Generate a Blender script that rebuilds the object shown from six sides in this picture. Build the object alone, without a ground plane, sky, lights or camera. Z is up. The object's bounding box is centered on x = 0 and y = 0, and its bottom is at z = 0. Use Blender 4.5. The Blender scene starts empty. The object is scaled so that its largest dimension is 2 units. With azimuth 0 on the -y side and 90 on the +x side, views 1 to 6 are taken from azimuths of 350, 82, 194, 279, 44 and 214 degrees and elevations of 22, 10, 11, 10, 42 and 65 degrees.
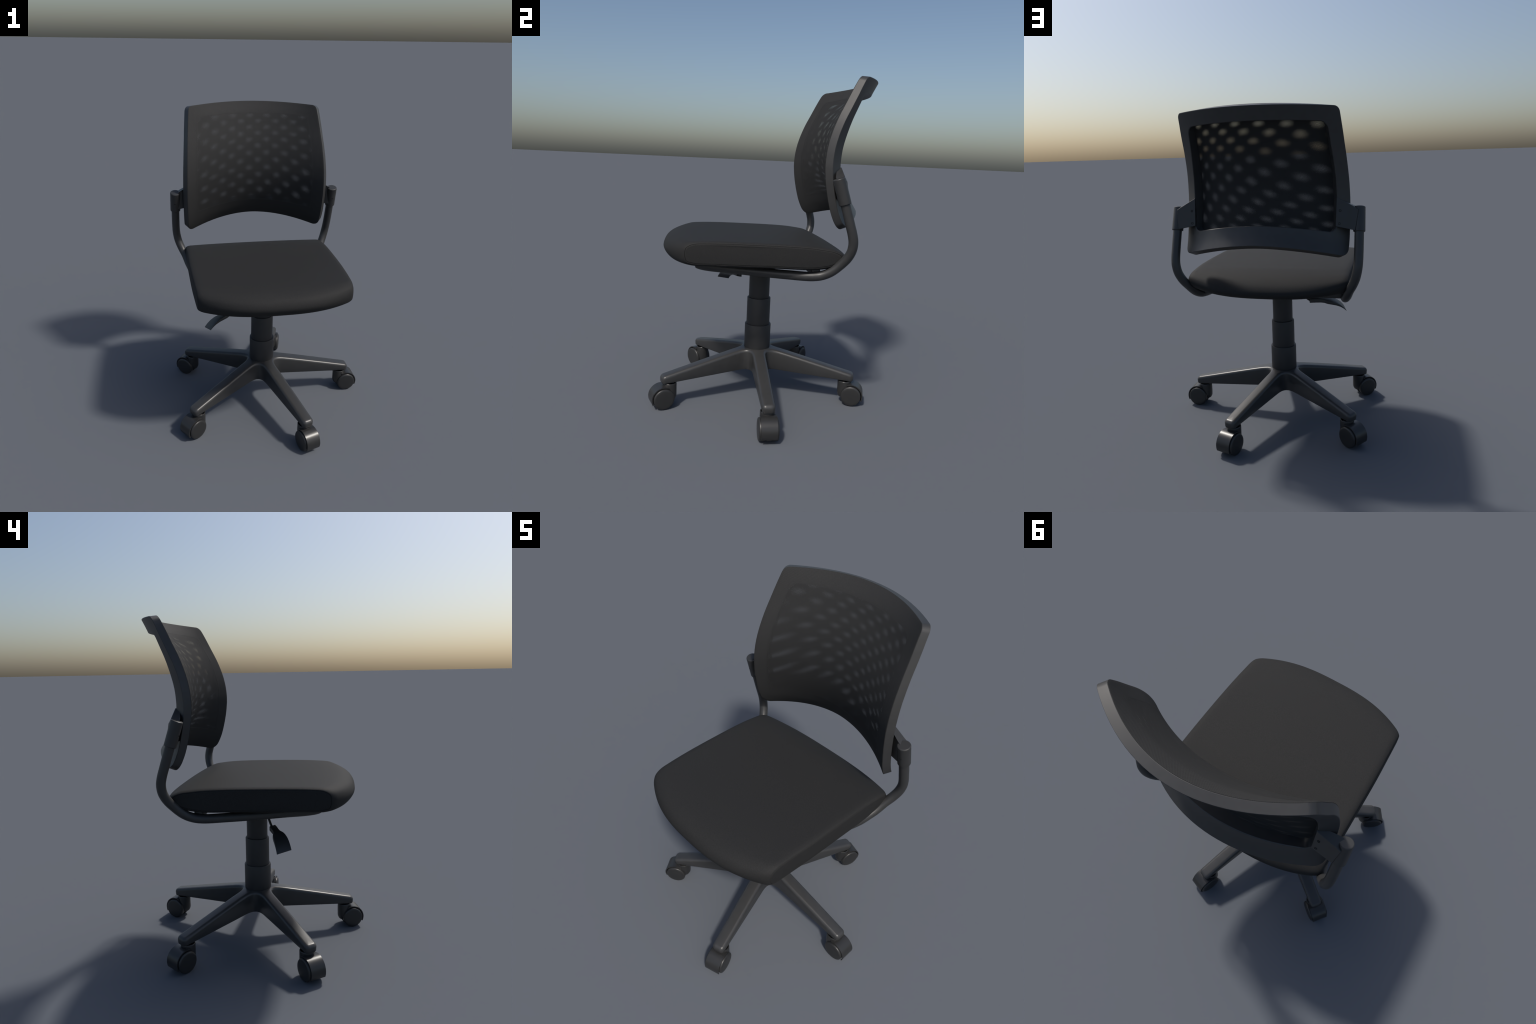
import bpy, bmesh, math
from mathutils import Vector, Matrix
from mathutils.geometry import delaunay_2d_cdt

# ------------------------------------------------------------------ helpers
def link(ob, parent=None):
    bpy.context.scene.collection.objects.link(ob)
    if parent is not None:
        ob.parent = parent
    return ob

def make_mesh(name, verts, faces, mat, sharp=35.0, smooth=True):
    me = bpy.data.meshes.new(name)
    me.from_pydata([tuple(v) for v in verts], [], faces)
    me.validate()
    bm = bmesh.new(); bm.from_mesh(me)
    bmesh.ops.recalc_face_normals(bm, faces=bm.faces)
    bm.to_mesh(me); bm.free()
    me.materials.append(mat)
    if smooth:
        me.shade_smooth()
        me.set_sharp_from_angle(angle=math.radians(sharp))
    return me

def add(name, me, parent, **props):
    ob = bpy.data.objects.new(name, me)
    link(ob, parent)
    for k, v in props.items():
        ob[k] = v
    return ob

class Geo:
    """collects vertices and faces of one part"""
    def __init__(self):
        self.v, self.f = [], []
    def ring(self, pts):
        i = len(self.v); self.v += [Vector(p) for p in pts]
        return list(range(i, i + len(pts)))
    def bridge(self, a, b, closed=True):
        n = len(a)
        for i in range(n if closed else n - 1):
            j = (i + 1) % n
            self.f.append((a[i], a[j], b[j], b[i]))
    def cap(self, a):
        c = Vector((0, 0, 0))
        for i in a: c += self.v[i]
        k = len(self.v); self.v.append(c / len(a))
        for i in range(len(a)):
            self.f.append((a[i], a[(i + 1) % len(a)], k))
    def loft(self, rings, closed=True, caps=(True, True), wrap=False):
        ids = [self.ring(r) for r in rings]
        for a, b in zip(ids, ids[1:]): self.bridge(a, b, closed)
        if wrap: self.bridge(ids[-1], ids[0], closed)
        elif closed:
            if caps[0]: self.cap(ids[0])
            if caps[1]: self.cap(ids[-1])
        return ids
    def revolve(self, prof, n=48, origin=(0, 0, 0), frame=None, caps=(True, True)):
        """profile of (radius, height) turned about the local z axis"""
        o = Vector(origin); m = frame or Matrix.Identity(3)
        rings = []
        for r, h in prof:
            rings.append([o + m @ Vector((r * math.cos(2 * math.pi * i / n), r * math.sin(2 * math.pi * i / n), h)) for i in range(n)])
        return self.loft(rings, caps=caps)
    def box(self, lo, hi, frame=None, origin=(0, 0, 0), bevel=0.0):
        m = frame or Matrix.Identity(3); o = Vector(origin); b = bevel
        def sq(z, k):
            return [o + m @ Vector((x, y, z)) for x, y in rounded_rect(lo[0] + k, lo[1] + k, hi[0] - k, hi[1] - k, max(b - k * .5, 1e-4), 3)]
        self.loft([sq(lo[2], b), sq(lo[2] + b * .3, b * .3), sq(lo[2] + b, 0), sq(hi[2] - b, 0), sq(hi[2] - b * .3, b * .3), sq(hi[2], b)])

def rounded_rect(x0, y0, x1, y1, r, n):
    pts = []
    for cx, cy, a in ((x1 - r, y1 - r, 0), (x0 + r, y1 - r, 90), (x0 + r, y0 + r, 180), (x1 - r, y0 + r, 270)):
        for i in range(n + 1):
            t = math.radians(a + 90 * i / n)
            pts.append((cx + r * math.cos(t), cy + r * math.sin(t)))
    return pts

def catmull(pts, per=8, closed=False):
    P = [Vector(p) for p in pts]; n = len(P); out = []
    def g(i):
        if closed: return P[i % n]
        if i < 0: return P[0] * 2 - P[1]
        if i >= n: return P[-1] * 2 - P[-2]
        return P[i]
    for i in range(n if closed else n - 1):
        a, b, c, d = g(i - 1), g(i), g(i + 1), g(i + 2)
        # centripetal form: no overshoot between unevenly spaced control points
        t0 = 0; t1 = max((b - a).length, 1e-6) ** .5; t2 = t1 + max((c - b).length, 1e-6) ** .5; t3 = t2 + max((d - c).length, 1e-6) ** .5
        for k in range(per):
            t = t1 + (t2 - t1) * k / per
            a1 = a * ((t1 - t) / (t1 - t0)) + b * ((t - t0) / (t1 - t0))
            a2 = b * ((t2 - t) / (t2 - t1)) + c * ((t - t1) / (t2 - t1))
            a3 = c * ((t3 - t) / (t3 - t2)) + d * ((t - t2) / (t3 - t2))
            b1 = a1 * ((t2 - t) / (t2 - t0)) + a2 * ((t - t0) / (t2 - t0))
            b2 = a2 * ((t3 - t) / (t3 - t1)) + a3 * ((t - t1) / (t3 - t1))
            out.append(b1 * ((t2 - t) / (t2 - t1)) + b2 * ((t - t1) / (t2 - t1)))
    if not closed: out.append(P[-1].copy())
    return out

def tube_rings(path, radii, n=28):
    """rings along a path, parallel-transported"""
    rings = []; up = None
    for i, p in enumerate(path):
        t = (path[min(i + 1, len(path) - 1)] - path[max(i - 1, 0)]).normalized()
        if up is None:
            up = t.orthogonal().normalized()
        up = (up - t * up.dot(t)).normalized(); s = t.cross(up)
        r = radii[i] if isinstance(radii, (list, tuple)) else radii
        rings.append([p + (up * math.cos(2 * math.pi * k / n) + s * math.sin(2 * math.pi * k / n)) * r for k in range(n)])
    return rings

def interp(x, xs, ys):
    """smooth interpolation (Hermite) through a few profile points"""
    n = len(xs)
    if x <= xs[0]: return ys[0] + (x - xs[0]) * (ys[1] - ys[0]) / (xs[1] - xs[0])
    if x >= xs[-1]: return ys[-1] + (x - xs[-1]) * (ys[-1] - ys[-2]) / (xs[-1] - xs[-2])
    i = max(k for k in range(n - 1) if xs[k] <= x)
    def m(k):
        if k == 0: return (ys[1] - ys[0]) / (xs[1] - xs[0])
        if k == n - 1: return (ys[-1] - ys[-2]) / (xs[-1] - xs[-2])
        return (ys[k + 1] - ys[k - 1]) / (xs[k + 1] - xs[k - 1])
    h = xs[i + 1] - xs[i]; t = (x - xs[i]) / h
    return ((2 * t**3 - 3 * t**2 + 1) * ys[i] + (t**3 - 2 * t**2 + t) * h * m(i) + (-2 * t**3 + 3 * t**2) * ys[i + 1] + (t**3 - t**2) * h * m(i + 1))

# ---------------------------------------------------------------- materials
def material(name, base, rough, spec=0.5, vary=0.0, vscale=30.0, bump=0.0, bscale=400.0, sheen=0.0, weave=None):
    m = bpy.data.materials.new(name); m.use_nodes = True
    nt = m.node_tree; N = nt.nodes; L = nt.links; N.clear()
    out = N.new('ShaderNodeOutputMaterial'); p = N.new('ShaderNodeBsdfPrincipled')
    L.new(p.outputs[0], out.inputs[0])
    p.inputs['Roughness'].default_value = rough
    p.inputs['Specular IOR Level'].default_value = spec
    if sheen:
        p.inputs['Sheen Weight'].default_value = sheen; p.inputs['Sheen Roughness'].default_value = .5
    tc = N.new('ShaderNodeTexCoord')
    nz = N.new('ShaderNodeTexNoise'); nz.inputs['Scale'].default_value = vscale; nz.inputs['Detail'].default_value = 4
    L.new(tc.outputs['Object'], nz.inputs['Vector'])
    cr = N.new('ShaderNodeValToRGB')
    lo = [c * (1 - vary) for c in base]; hi = [c * (1 + vary) for c in base]
    cr.color_ramp.elements[0].position = .3; cr.color_ramp.elements[0].color = (*lo, 1)
    cr.color_ramp.elements[1].position = .7; cr.color_ramp.elements[1].color = (*hi, 1)
    L.new(nz.outputs['Fac'], cr.inputs['Fac'])
    col = cr.outputs['Color']
    height = None
    if weave:
        # fine dark dots in a staggered grid: the unopened holes of the knitted fabric
        pitch, dark, axes = weave
        sep = N.new('ShaderNodeSeparateXYZ'); L.new(tc.outputs['Object'], sep.inputs[0])
        prods = []
        for ax in axes:
            mu = N.new('ShaderNodeMath'); mu.operation = 'MULTIPLY'; mu.inputs[1].default_value = 2 * math.pi / pitch
            L.new(sep.outputs[ax], mu.inputs[0])
            co = N.new('ShaderNodeMath'); co.operation = 'COSINE'; L.new(mu.outputs[0], co.inputs[0]); prods.append(co)
        pr = N.new('ShaderNodeMath'); pr.operation = 'MULTIPLY'
        L.new(prods[0].outputs[0], pr.inputs[0]); L.new(prods[1].outputs[0], pr.inputs[1])
        mr = N.new('ShaderNodeMapRange'); mr.inputs[1].default_value = .1; mr.inputs[2].default_value = .7
        mr.inputs[3].default_value = 1.0; mr.inputs[4].default_value = dark
        L.new(pr.outputs[0], mr.inputs[0])
        mx = N.new('ShaderNodeMix'); mx.data_type = 'RGBA'; mx.blend_type = 'MULTIPLY'; mx.inputs[0].default_value = 1
        L.new(col, mx.inputs[6]); L.new(mr.outputs[0], mx.inputs[7]); col = mx.outputs[2]
        height = mr.outputs[0]
    L.new(col, p.inputs['Base Color'])
    if bump:
        bn = N.new('ShaderNodeBump'); bn.inputs['Strength'].default_value = bump; bn.inputs['Distance'].default_value = .001
        n2 = N.new('ShaderNodeTexNoise'); n2.inputs['Scale'].default_value = bscale; n2.inputs['Detail'].default_value = 3
        L.new(tc.outputs['Object'], n2.inputs['Vector'])
        L.new(height if height is not None else n2.outputs['Fac'], bn.inputs['Height'])
        L.new(bn.outputs[0], p.inputs['Normal'])
    return m

PLASTIC = material('black_plastic', (.037, .037, .037), .42, vary=.06, bump=.08, bscale=900)
BASEPL = material('satin_black_plastic', (.040, .040, .040), .36, vary=.06, bump=.04, bscale=900)
CASTER = material('glossy_black_plastic', (.026, .026, .026), .33, vary=.05)
TYRE = material('black_wheel_plastic', (.026, .026, .026), .38, vary=.06)
COLUMN = material('black_lift_column', (.026, .026, .027), .5, vary=.06)
STEEL = material('painted_black_steel', (.035, .035, .035), .42, vary=.06)
BRACKET = material('bracket_black_plastic', (.032, .032, .032), .42, vary=.06)
DARK = material('dark_recess', (.006, .006, .006), .6)
FABRIC = material('black_seat_fabric', (.0245, .0245, .0245), .68, spec=.135, vary=.16, vscale=260, bump=.35, bscale=700)
MESHF = material('black_mesh_fabric', (.036, .036, .036), .72, spec=.14, vary=.08, vscale=200, bump=.3, weave=(.0065, .55, (0, 2)))
MESHT = material('black_mesh_thread', (.032, .032, .032), .72, spec=.14, vary=.08, vscale=200)

# ------------------------------------------------------------------- chair
chair = bpy.data.objects.new('office_chair', None)
link(chair)
chair['label'] = 'black swivel office chair with mesh back and five casters'
chair['category'] = 'office chair'

# ---- five-armed base ------------------------------------------------------
ARM_LEN, TIP_W, HUB_W = .635, .0365, .0405
def arm_s(x, y):
    """distance along the nearest arm's axis"""
    return max(x * math.cos(math.radians(72 * k)) + y * math.sin(math.radians(72 * k)) for k in range(5))
def base_top(x, y):
    return interp(arm_s(x, y), [0, .08, .13, .20, .40, .60, .64], [.320, .320, .313, .299, .254, .208, .199])
def base_bottom(x, y):
    s = arm_s(x, y); return .186 - .030 * max(0, (s - .1)) / .53
def star_outline():
    pts = []
    for k in range(5):
        a = math.radians(72 * k); ca, sa = math.cos(a), math.sin(a)
        loc = []
        for i in range(15):                                   # near edge of the arm, outward
            s = .155 + (ARM_LEN - .022 - .155) * i / 14
            loc.append((s, -(HUB_W + (TIP_W - HUB_W) * s / ARM_LEN)))
        for i in range(1, 8):                                 # rounded tip
            t = math.radians(-90 + 90 * i / 8); loc.append((ARM_LEN - .022 + .022 * math.cos(t), -TIP_W + .022 + .022 * math.sin(t)))
        loc += [(ARM_LEN, -.010), (ARM_LEN, 0), (ARM_LEN, .010)]
        loc += [(s, -w) for s, w in reversed(loc[:-3])]
        pts += [Vector((s * ca - w * sa, s * sa + w * ca)) for s, w in loc]
        # webbing between this arm and the next: smooth concave fillet around the hub
        b = math.radians(72 * (k + 1)); m = (a + b) / 2
        p0 = pts[-1]; wloc = -(HUB_W + (TIP_W - HUB_W) * .155 / ARM_LEN)
        p3 = Vector((.155 * math.cos(b) - wloc * math.sin(b), .155 * math.sin(b) + wloc * math.cos(b)))
        q0 = p0 - Vector((ca, sa)) * .075; q3 = p3 - Vector((math.cos(b), math.sin(b))) * .075
        for i in range(1, 16):
            t = i / 16
            pts.append(p0 * (1 - t)**3 + q0 * 3 * t * (1 - t)**2 + q3 * 3 * t * t * (1 - t) + p3 * t**3)
    return pts
def inset2(pts, d):
    n = len(pts); out = []
    for i in range(n):
        t = (pts[(i + 1) % n] - pts[i - 1]).normalized()
        out.append(pts[i] + Vector((-t.y, t.x)) * d)
    return out
star = star_outline()
g = Geo(); R = .019
rings = []
for d, dz in ((.012, None), (.003, -.003), (0, .006)):
    o = inset2(star, d)
    rings.append([(p.x, p.y, base_bottom(p.x, p.y) + (0 if dz is None else max(dz, 0))) for p in o])
for i in range(0, 7):
    t = math.radians(90 * i / 6); d = R * (1 - math.cos(t)); h = R * (1 - math.sin(t))
    o = inset2(star, d - .001)
    rings.append([(p.x, p.y, base_top(q.x, q.y) - h) for p, q in zip(o, o)])
ids = g.loft(rings, caps=(False, False))
for ring_ids in (ids[0], ids[-1]):
    loop = [g.v[i] for i in ring_ids]
    inner = []
    if ring_ids is ids[-1]:
        for k in range(5):
            a = math.radians(72 * k)
            for s in (.10, .13, .16, .2, .26, .32, .4, .5, .58):
                inner.append(Vector((s * math.cos(a), s * math.sin(a))))
        inner.append(Vector((0, 0)))
        for i in range(20): inner.append(Vector((.08 * math.cos(math.pi * i / 10), .08 * math.sin(math.pi * i / 10))))
    co = [Vector((p.x, p.y)) for p in loop] + inner
    n = len(loop)
    r = delaunay_2d_cdt(co, [], [list(range(n))], 1, 1e-6)
    mp = []
    for j, p in enumerate(r[0]):
        src = r[3][j]
        src = [k for k in src if k < n]
        if src: mp.append(ring_ids[src[0]])
        else:
            g.v.append(Vector((p.x, p.y, base_top(p.x, p.y)))); mp.append(len(g.v) - 1)
    for f in r[2]: g.f.append(tuple(mp[j] for j in f))
add('star_base', make_mesh('star_base', g.v, g.f, BASEPL, sharp=50), chair)

# ---- gas lift column ------------------------------------------------------
def rounded_cyl(r, z0, z1, b):
    return [(r - b, z0), (r - b * .3, z0 + b * .3), (r, z0 + b), (r, z1 - b), (r - b * .3, z1 - b * .3), (r - b, z1)]
for r, z0, z1, nm in ((.0835, .29, .476, 'lift_sleeve'), (.0745, .40, .650, 'lift_sleeve'), (.0655, .60, .865, 'lift_column')):
    g = Geo(); g.revolve(rounded_cyl(r, z0, z1, .004), 64)
    add(nm, make_mesh(nm, g.v, g.f, COLUMN), chair)

# ---- casters --------------------------------------------------------------
AX, AZ, WR = .046, .064, .064        # axle (outward from the pivot, height), wheel radius
def build_hood():
    g = Geo()
    # arched fender over the wheels, open below
    prof_o, prof_i = [], []
    for i in range(25):
        t = math.radians(-24 + 140 * i / 24)
        prof_o.append((AX +   .0750 * math.cos(t), AZ + .0750 * math.sin(t)))
        prof_i.append((AX + .0685 * math.cos(t), AZ + .0685 * math.sin(t)))
    loop = prof_o + prof_i[::-1]
    rings = [[(u, w, z) for u, z in loop] for w in (-.046, -.02, .02, .046)]
    ids = [g.ring(r) for r in rings]
    for a, b in zip(ids, ids[1:]): g.bridge(a, b)
    for a in (ids[0], ids[3]):
        for j in range(24): g.f.append((a[j], a[j + 1], a[48 - j], a[49 - j]))
    # web between the two wheels
    web = [(AX +   .068 * math.cos(math.radians(-40 + 260 * i / 32)), AZ + .068 * math.sin(math.radians(-40 + 260 * i / 32))) for i in range(33)]
    g.loft([[(u, w, z) for u, z in web] for w in (-.012, .012)])
    # upright housing round the pivot with a cup rim
    g.revolve([(.020, .040), (.034, .046), (.041, .060), (.0425, .075), (.0425, .146), (.0415, .150), (.0400, .1515), (.0375, .1505), (.036, .147), (.0355, .128), (.012, .127)], 40, caps=(True, True))
    return make_mesh('caster_hood', g.v, g.f, CASTER, 40)
def build_wheel():
    g = Geo()
    fr = Matrix(((1, 0, 0), (0, 0, 1), (0, -1, 0))).transposed()   # local z -> y
    m = Matrix(((1, 0, 0), (0, 0, 1), (0, 1, 0)))
    prof = [(.056, .016), (.062, .019), (WR, .024), (WR, .0475), (.0632, .0515), (.0605, .0545), (.056, .0565), (.048, .0575), (.030, .0582), (.012, .0584)]
    g.revolve(prof, 56, origin=(AX, 0, AZ), frame=m)
    return make_mesh('caster_wheel', g.v, g.f, TYRE, 40)
def build_stem():
    g = Geo(); g.revolve([(.013, .12), (.013, .139), (.024, .1395), (.026, .142), (.024, .1445), (.015, .146), (.015, .175)], 32)
    return make_mesh('caster_stem', g.v, g.f, DARK, 40)
hood_me, wheel_me, stem_me = build_hood(), build_wheel(), build_stem()
for k in range(5):
    a = math.radians(72 * k)
    h = add('caster', hood_me, chair)
    h.matrix_local = Matrix.Translation((.581 * math.cos(a), .581 * math.sin(a), 0)) @ Matrix.Rotation(a, 4, 'Z')
    w1 = add('wheel', wheel_me, h)
    w2 = add('wheel', wheel_me, h)
    w2.matrix_local = Matrix.Translation((2 * AX, 0, 0)) @ Matrix.Rotation(math.pi, 4, 'Z')
    add('caster_stem', stem_me, h)

# ---- seat -----------------------------------------------------------------
SX = .478
side = [(-.484, 1.005), (-.474, 1.040), (-.435, 1.064), (-.36, 1.071), (-.05, 1.070), (.20, 1.061), (.29, 1.051), (.355, 1.040), (.396, 1.018), (.402, .990), (.365, .955), (.26, .929), (.0, .930), (-.30, .934), (-.43, .938), (-.472, .955)]
mid = [(-.604, .988), (-.588, 1.030), (-.545, 1.056), (-.45, 1.071), (-.05, 1.067), (.20, 1.061), (.30, 1.055), (.40, 1.030), (.476, .983), (.496, .948), (.470, .918), (.34, .906), (.0, .912), (-.36, .912), (-.51, .918), (-.575, .944)]
def taper(x, y):
    return x * interp(y, [-.62, -.48, -.20, .10, .36, .5], [.955, .965, .997, 1.014, 1.022, 1.022])
def seat_profile(x, inset=0.0):
    q = 1 - abs(x / SX) ** 2.7; q = max(0, min(1, q))
    ctl = [Vector((a[0] + (b[0] - a[0]) * q, a[1] + (b[1] - a[1]) * q)) for a, b in zip(side, mid)]
    c = catmull(ctl, 8, closed=True)
    if inset:
        n = len(c)
        return [c[i] - (lambda t: Vector((-t.y, t.x)))((c[(i + 1) % n] - c[i - 1]).normalized()) * inset for i in range(n)]
    return c
g = Geo(); rings = []
edge = [(SX - .026, .0006), (SX - .018, .0018), (SX - .011, .0036), (SX - .0055, .0060), (SX - .0018, .0086), (SX - .0002, .0112), (SX - .0008, .0124), (SX - .0030, .0130)]
xs = [(-x, i) for x, i in reversed(edge)] + [((SX - .034) * (k / 24), 0) for k in range(-24, 25)] + edge
for x, i in xs:
    rings.append([(taper(x, p.x), p.x, p.y) for p in seat_profile(x, i)])
g.loft(rings, caps=(False, False))
add('seat_cushion', make_mesh('seat_cushion', g.v, g.f, FABRIC, 60), chair)
for sgn in (1, -1):
    g = Geo(); rings = []
    for dx, i in ((-.0032, .0126), (-.0012, .0130), (-.0002, .0142), (.0006, .016), (.0011, .018), (.0013, .020)):
        rings.append([(taper(sgn * (SX + dx), p.x), p.x, p.y) for p in seat_profile(SX, i)])
    ids = [g.ring(r) for r in rings]
    for a, b in zip(ids, ids[1:]): g.bridge(a, b)
    g.f.append(tuple(ids[-1]))
    add('side_panel', make_mesh('side_panel', g.v, g.f, FABRIC, 60), chair)

# ---- under-seat mechanism -------------------------------------------------
g = Geo()
g.box((-.13, -.17, .858), (.13, .15, .91), bevel=.010)
g.box((-.33, -.11, .880), (.33, -.06, .915), bevel=.006)
g.box((-.44, .235, .885), (.44, .285, .925), bevel=.006)
g.revolve([(.062, .80), (.0675, .802), (.0675, .862)], 48)
add('tilt_mechanism', make_mesh('tilt_mechanism', g.v, g.f, PLASTIC, 35), chair)

# ---- height lever ---------------------------------------------------------
ld = Vector((-.927, -.375, 0)).normalized(); lw = Vector((.375, -.927, 0)).normalized()
lever = Vector((-.160, -.118, 0))
prof = [(0, .758, .0185, .0135), (.04, .757, .0185, .0135), (.075, .754, .0180, .0125), (.098, .751, .0205, .0120), (.122, .746, .032, .0115), (.15, .741, .0365, .0105), (.18, .733, .039, .0090), (.205, .722, .0405, .0070), (.228, .706, .0415, .0045), (.247, .687, .0425, .0020)]
g = Geo(); rings = []
for d, z, hw, ht in prof:
    c = lever + ld * d
    rings.append([c + lw * (p[0]) + Vector((0, 0, z + p[1] + .22 * p[0])) for p in rounded_rect(-hw, -ht, hw, ht, min(hw, ht) * .25, 3)])
g.loft(rings)
lv = add('height_lever', make_mesh('height_lever', g.v, g.f, PLASTIC, 30), chair)
g = Geo()
path = catmull([(-.06, -.055, .875), (-.10, -.076, .84), (-.132, -.098, .79), (-.162, -.118, .758), (-.20, -.135, .755)], 6)
g.loft(tube_rings(path, .0075, 14))
add('lever_rod', make_mesh('lever_rod', g.v, g.f, STEEL), lv)

# ---- back frame -----------------------------------------------------------
FZ = [1.155, 1.20, 1.27, 1.383, 1.468, 1.52, 1.596, 1.673, 1.758, 1.842, 1.923, 1.985]
FY = [.3605, .333, .306, .280, .2695, .2685, .2765, .2955, .3275, .3685, .4085, .4425]
WZ = [1.15, 1.25, 1.40, 1.55, 1.70, 1.85, 1.99]
WX = [.462, .466, .467, .464, .456, .445, .431]
FT = [0, .2, .5, 1.0]
FS = [.164, .167, .172, .172]
MT = [0, .10, .25, .50, .70, .85, .93, 1.0]
MS = [.154, .146, .139, .138, .134, .138, .150, .171]
def back_point(s, t, off=0.0, membrane=False):
    """front surface of the back rest; s across -1..1, t up 0..1, off = depth behind the surface.
    The frame keeps a constant bow; the stretched fabric (membrane) is pulled flatter in the middle."""
    def P(s, t):
        zb = 1.221 - .077 * abs(s) ** 1.8; zt = 2.000 - .016 * s * s
        z = zb + t * (zt - zb); ze = 1.144 + t * (1.984 - 1.144)
        sag = interp(t, MT, MS) if membrane else interp(t, FT, FS)
        if membrane == 'lining':                                  # second layer hangs further back mid-height
            sag += .016 * math.sin(math.pi * max(0, min(1, (t - .13) / .80))) ** .8
        return Vector((s * interp(z, WZ, WX), interp(ze, FZ, FY) + sag * (1 - s * s), z))
    p = P(s, t)
    if off:
        e = 1e-3
        n = (P(s + e, t) - P(s - e, t)).cross(P(s, t + e) - P(s, t - e)).normalized()   # towards -y
        if n.y > 0: n = -n
        p = p - n * off
    return p
SW, SH = .461, .79        # approximate metres per unit of s and t
def loop_st(a0, b0, a1, b1, r_top, r_low=None, nside=26, narc=7):
    """rounded rectangle in the (s,t) plane, given in metres, same point count for every call"""
    pts = []
    q = r_low or r_top; r = r_top
    for (cx, cy, a, rr), (ex, ey) in zip(((a1 - r, b1 - r, 0, r), (a0 + r, b1 - r, 90, r), (a0 + q, b0 + q, 180, q), (a1 - q, b0 + q, 270, q)),
                                         ((a0 + r, b1), (a0, b0 + q), (a1 - q, b0), (a1, b1 - r))):
        for i in range(narc + 1):
            t = math.radians(a + 90 * i / narc); pts.append(Vector((cx + rr * math.cos(t), cy + rr * math.sin(t))))
        last = pts[-1]
        for i in range(1, nside): pts.append(last.lerp(Vector((ex, ey)), i / nside))
    return pts
outer = loop_st(-SW, 0, SW, SH, .024, .036)
inner = loop_st(-.391, .118, .391, .720, .036)
def st(p): return p.x / SW, p.y / SH
T = .046
g = Geo(); rings = []
def ring_between(k, off, shrink=0.0, front=False):
    o = inset2(outer, shrink) if shrink else outer
    pts = []
    for a, b in zip(o, inner):
        u = st(a.lerp(b, k))
        ease = lambda v, lo, hi: (lambda q: q * q * (3 - 2 * q))(max(0, min(1, (v - lo) / (hi - lo))))
        deep = .013 * k * ease(abs(u[0]), .70, .82) * ease(u[1], .08, .35) * ease(-u[1], -.95, -.60) if off > .02 else 0
        p = back_point(*u, off + deep, front)      # side rails thicken towards the opening
        if off > .02:                                             # the top wall runs nearly level
            p.z += .010 * max(0, min(1, (u[1] - .90) / .09))
        pts.append(p)
    return pts
rings.append(ring_between(1, .0015, 0, True))
for k in (.75, .5, .25): rings.append(ring_between(k, .0015, 0, True))
rings.append(ring_between(0, .0015, .002, True)); rings.append(ring_between(0, .0035, 0, True))
rings.append(ring_between(0, T - .002)); rings.append(ring_between(0, T, .002))
for k in (.25, .5, .75, .90): rings.append(ring_between(k, T))
rings.append(ring_between(.96, T)); rings.append(ring_between(1, T - .003))
g.loft(rings, wrap=True)
add('back_frame', make_mesh('back_frame', g.v, g.f, PLASTIC, 24), chair)

# ---- stretched mesh: knitted sheets with real staggered openings ----------
def mesh_sheet(name, cols, rows, s0, s1, t0, t1, off, hole, margin, mat, warp=lambda s, t: (s, t), layer=True):
    """diamond-staggered rows; every cell is a plate of six quads round a hexagonal opening"""
    verts, faces, cache = [], [], {}
    def vid(s, t):
        k = (round(s * 1e6), round(t * 1e6))
        if k not in cache:
            cache[k] = len(verts); verts.append(back_point(*warp(s, t), off, layer))
        return cache[k]
    ds, dt = (s1 - s0) / cols, (t1 - t0) / rows
    ms, mt = margin
    for r in range(rows):
        tb, tt = t0 + r * dt, t0 + (r + 1) * dt; tc = (tb + tt) / 2
        sh = 0 if r % 2 == 0 else .5
        for c in range(-1, cols + 1):
            l = s0 + (c + sh) * ds; rr = l + ds; mid_ = (l + rr) / 2
            if rr <= s0 + 1e-9 or l >= s1 - 1e-9: continue
            l2, r2 = max(l, s0), min(rr, s1)
            full = l2 == l and r2 == rr
            ring_ = [(l2, tb), (mid_, tb), (r2, tb), (r2, tt), (mid_, tt), (l2, tt)] if full else [(l2, tb), (r2, tb), (r2, tt), (l2, tt)]
            ids = [vid(*p) for p in ring_]
            inside = full and s0 + ms < mid_ < s1 - ms and t0 + mt < tc < t1 - mt
            if not inside:
                faces.append(tuple(ids)); continue
            h = []
            for (ps, pt), ang in zip(ring_, (210, 270, 330, 30, 90, 150)):
                a = math.radians(ang)
                verts.append(back_point(*warp(mid_ + hole * math.cos(a) / SW, tc + hole * math.sin(a) / SH), off, layer)); h.append(len(verts) - 1)
            for i in range(6):
                j = (i + 1) % 6; faces.append((ids[i], ids[j], h[j], h[i]))
    me = bpy.data.meshes.new(name); me.from_pydata([tuple(v) for v in verts], [], faces)
    me.materials.append(mat); me.shade_smooth()
    return me
WS, WT0, WT1 = .87, .140, .922
A_COLS, A_ROWS, B_COLS, B_ROWS = 126, 184, 133, 195
front = mesh_sheet('mesh_panel', A_COLS, A_ROWS, -WS, WS, WT0, WT1, 0.0, .00101, (.012, .010), MESHT)
ob = add('mesh_panel', front, chair); ob['kind'] = 'stuff'
def lining_warp(s, t):
    """the lining is stretched unevenly, so its openings drift against those of the front sheet"""
    e = (1 - (s / WS) ** 2); q = (t - WT0) / (WT1 - WT0)
    return s + .002 * e + .002 * e * math.sin(2.6 * q + .4), t + .0035 * math.sin(math.pi * q) * (s + .25) - .0010 * math.sin(2 * math.pi * q)
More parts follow.
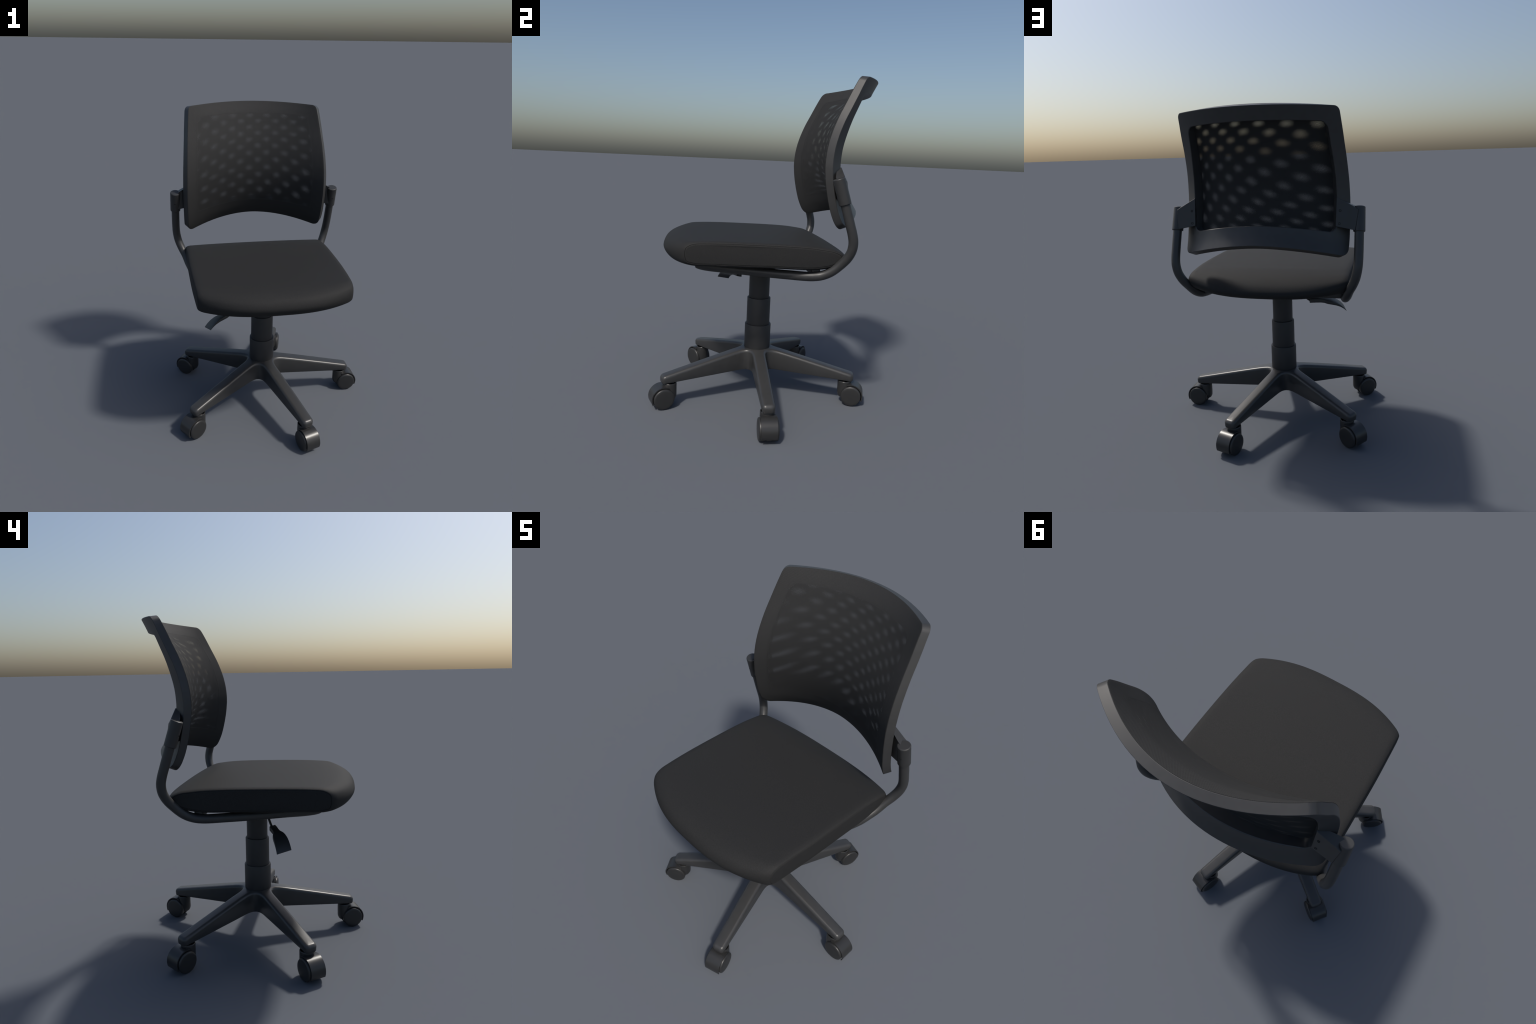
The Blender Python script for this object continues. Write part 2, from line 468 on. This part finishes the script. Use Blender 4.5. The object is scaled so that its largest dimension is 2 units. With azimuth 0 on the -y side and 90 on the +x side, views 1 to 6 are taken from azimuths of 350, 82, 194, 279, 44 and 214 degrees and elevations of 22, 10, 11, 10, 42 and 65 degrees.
back = mesh_sheet('mesh_lining', B_COLS, B_ROWS, -WS, WS, WT0, WT1, .006, .00101, (.012, .010), MESHT, lining_warp, 'lining')
ob = add('mesh_lining', back, chair); ob['kind'] = 'stuff'
# cover fabric over the rails, folded round the frame edge
g = Geo(); BN = 90
outer_fine = loop_st(-SW, 0, SW, SH, .024, .036, nside=BN)
def rect_loop(a0, b0, a1, b1):
    return loop_st(a0, b0, a1, b1, .0005, nside=BN)
wloop = rect_loop(-WS * SW + .004, WT0 * SH + .004, WS * SW - .004, WT1 * SH - .004)
rings = []
rings.append([back_point(*st(b), .0005, True) for b in wloop])
rings.append([back_point(*st(a.lerp(b, .86)), .0003, True) for a, b in zip(outer_fine, wloop)])
for k in (.6, .4, .2):
    rings.append([back_point(*st(a.lerp(b, k)), 0.0, True) for a, b in zip(outer_fine, wloop)])
for d, o in ((.0035, 0.0), (.0008, .0008), (.0004, .0028)):
    rings.append([back_point(*st(p), o, True) for p in inset2(outer_fine, d)])
g.loft(rings, caps=(False, False))
add('fabric_border', make_mesh('fabric_border', g.v, g.f, MESHF, 40), chair)

# ---- brackets and support tubes -------------------------------------------
cap_top, cap_bot = Vector((.546, .328, 1.437)), Vector((.549, .372, 1.300))
axis = (cap_top - cap_bot).normalized()
def axis_frame(z, hint=Vector((1, 0, 0))):
    x = (hint - z * hint.dot(z)).normalized(); y = z.cross(x)
    return Matrix((x, y, z)).transposed()
def mirrored(me):
    m2 = me.copy(); m2.transform(Matrix.Scale(-1, 4, (1, 0, 0))); m2.flip_normals(); return m2
# socket cylinder with the plate that is screwed on the back of the frame
g = Geo()
L = (cap_top - cap_bot).length
g.revolve([(.029, 0), (.032, .001), (.034, .004), (.034, L - .005), (.0325, L - .0015), (.029, L)], 48, origin=cap_bot, frame=axis_frame(axis))
back_face = [(.424, .372, 1.494), (.420, .397, 1.332), (.530, .402, 1.312), (.545, .374, 1.425), (.520, .371, 1.442)]
front_face = [(.424, .345, 1.490), (.420, .350, 1.332), (.530, .335, 1.316), (.545, .320, 1.423), (.520, .318, 1.442)]
c = sum((Vector(p) for p in back_face), Vector()) / 5
rim = [Vector(p) + (c - Vector(p)).normalized() * .0025 for p in back_face]
rim0 = [Vector(p) - Vector((0, .0025, 0)) for p in back_face]
a = g.ring(rim); b = g.ring(rim0); d = g.ring(front_face)
g.f.append(tuple(a)); g.bridge(a, b); g.bridge(b, d); g.f.append(tuple(reversed(d)))
br_me = make_mesh('frame_bracket', g.v, g.f, BRACKET, 22)
# screws
def screw_mesh(r, name):
    g = Geo(); g.revolve([(r, -.004), (r, .0005), (r * .85, .0012), (r * .62, .0012), (r * .55, -.0015), (r * .2, -.0015)], 20)
    return make_mesh(name, g.v, g.f, DARK, 30)
screw_me, pin_me = screw_mesh(.0075, 'screw'), screw_mesh(.0055, 'set_screw')
# support tube
ctl = [cap_bot + axis * .05, cap_bot, (.550, .402, 1.205), (.549, .424, 1.135), (.545, .432, 1.095), (.535, .430, 1.050), (.517, .414, 1.005), (.494, .384, .962), (.474, .337, .917), (.458, .290, .893), (.447, .235, .884), (.415, .11, .885), (.39, .01, .888), (.355, -.11, .892), (.32, -.23, .896), (.30, -.32, .900), (.292, -.37, .906), (.290, -.395, .913), (.289, -.41, .921)]
path = catmull(ctl, 8); rad = [.0265] * len(path)
for i, f in zip(range(-1, -9, -1), (.25, .5, .66, .78, .87, .93, .97, .99)): rad[i] = .0265 * f
g = Geo(); g.loft(tube_rings(path, rad))
tube_me = make_mesh('support_tube', g.v, g.f, STEEL, 50)
for sgn in (1, -1):
    t = add('support_tube', tube_me if sgn > 0 else mirrored(tube_me), chair)
    b = add('frame_bracket', br_me if sgn > 0 else mirrored(br_me), chair)
    for x, y, z in ((.444, .3825, 1.420), (.441, .3935, 1.348)):
        s = add('screw', screw_me, b)
        n = Vector((0, 1, .17)).normalized()
        s.matrix_local = Matrix.Translation((sgn * x, y, z)) @ axis_frame(n).to_4x4()
    pc = cap_bot + axis * .072
    n = Vector((.12, -1, 0)); n = (n - axis * n.dot(axis)).normalized()
    s = add('set_screw', pin_me, b)
    q = pc + n * .0338; n2 = Vector((sgn * n.x, n.y, n.z))
    s.matrix_local = Matrix.Translation((sgn * q.x, q.y, q.z)) @ axis_frame(n2).to_4x4()
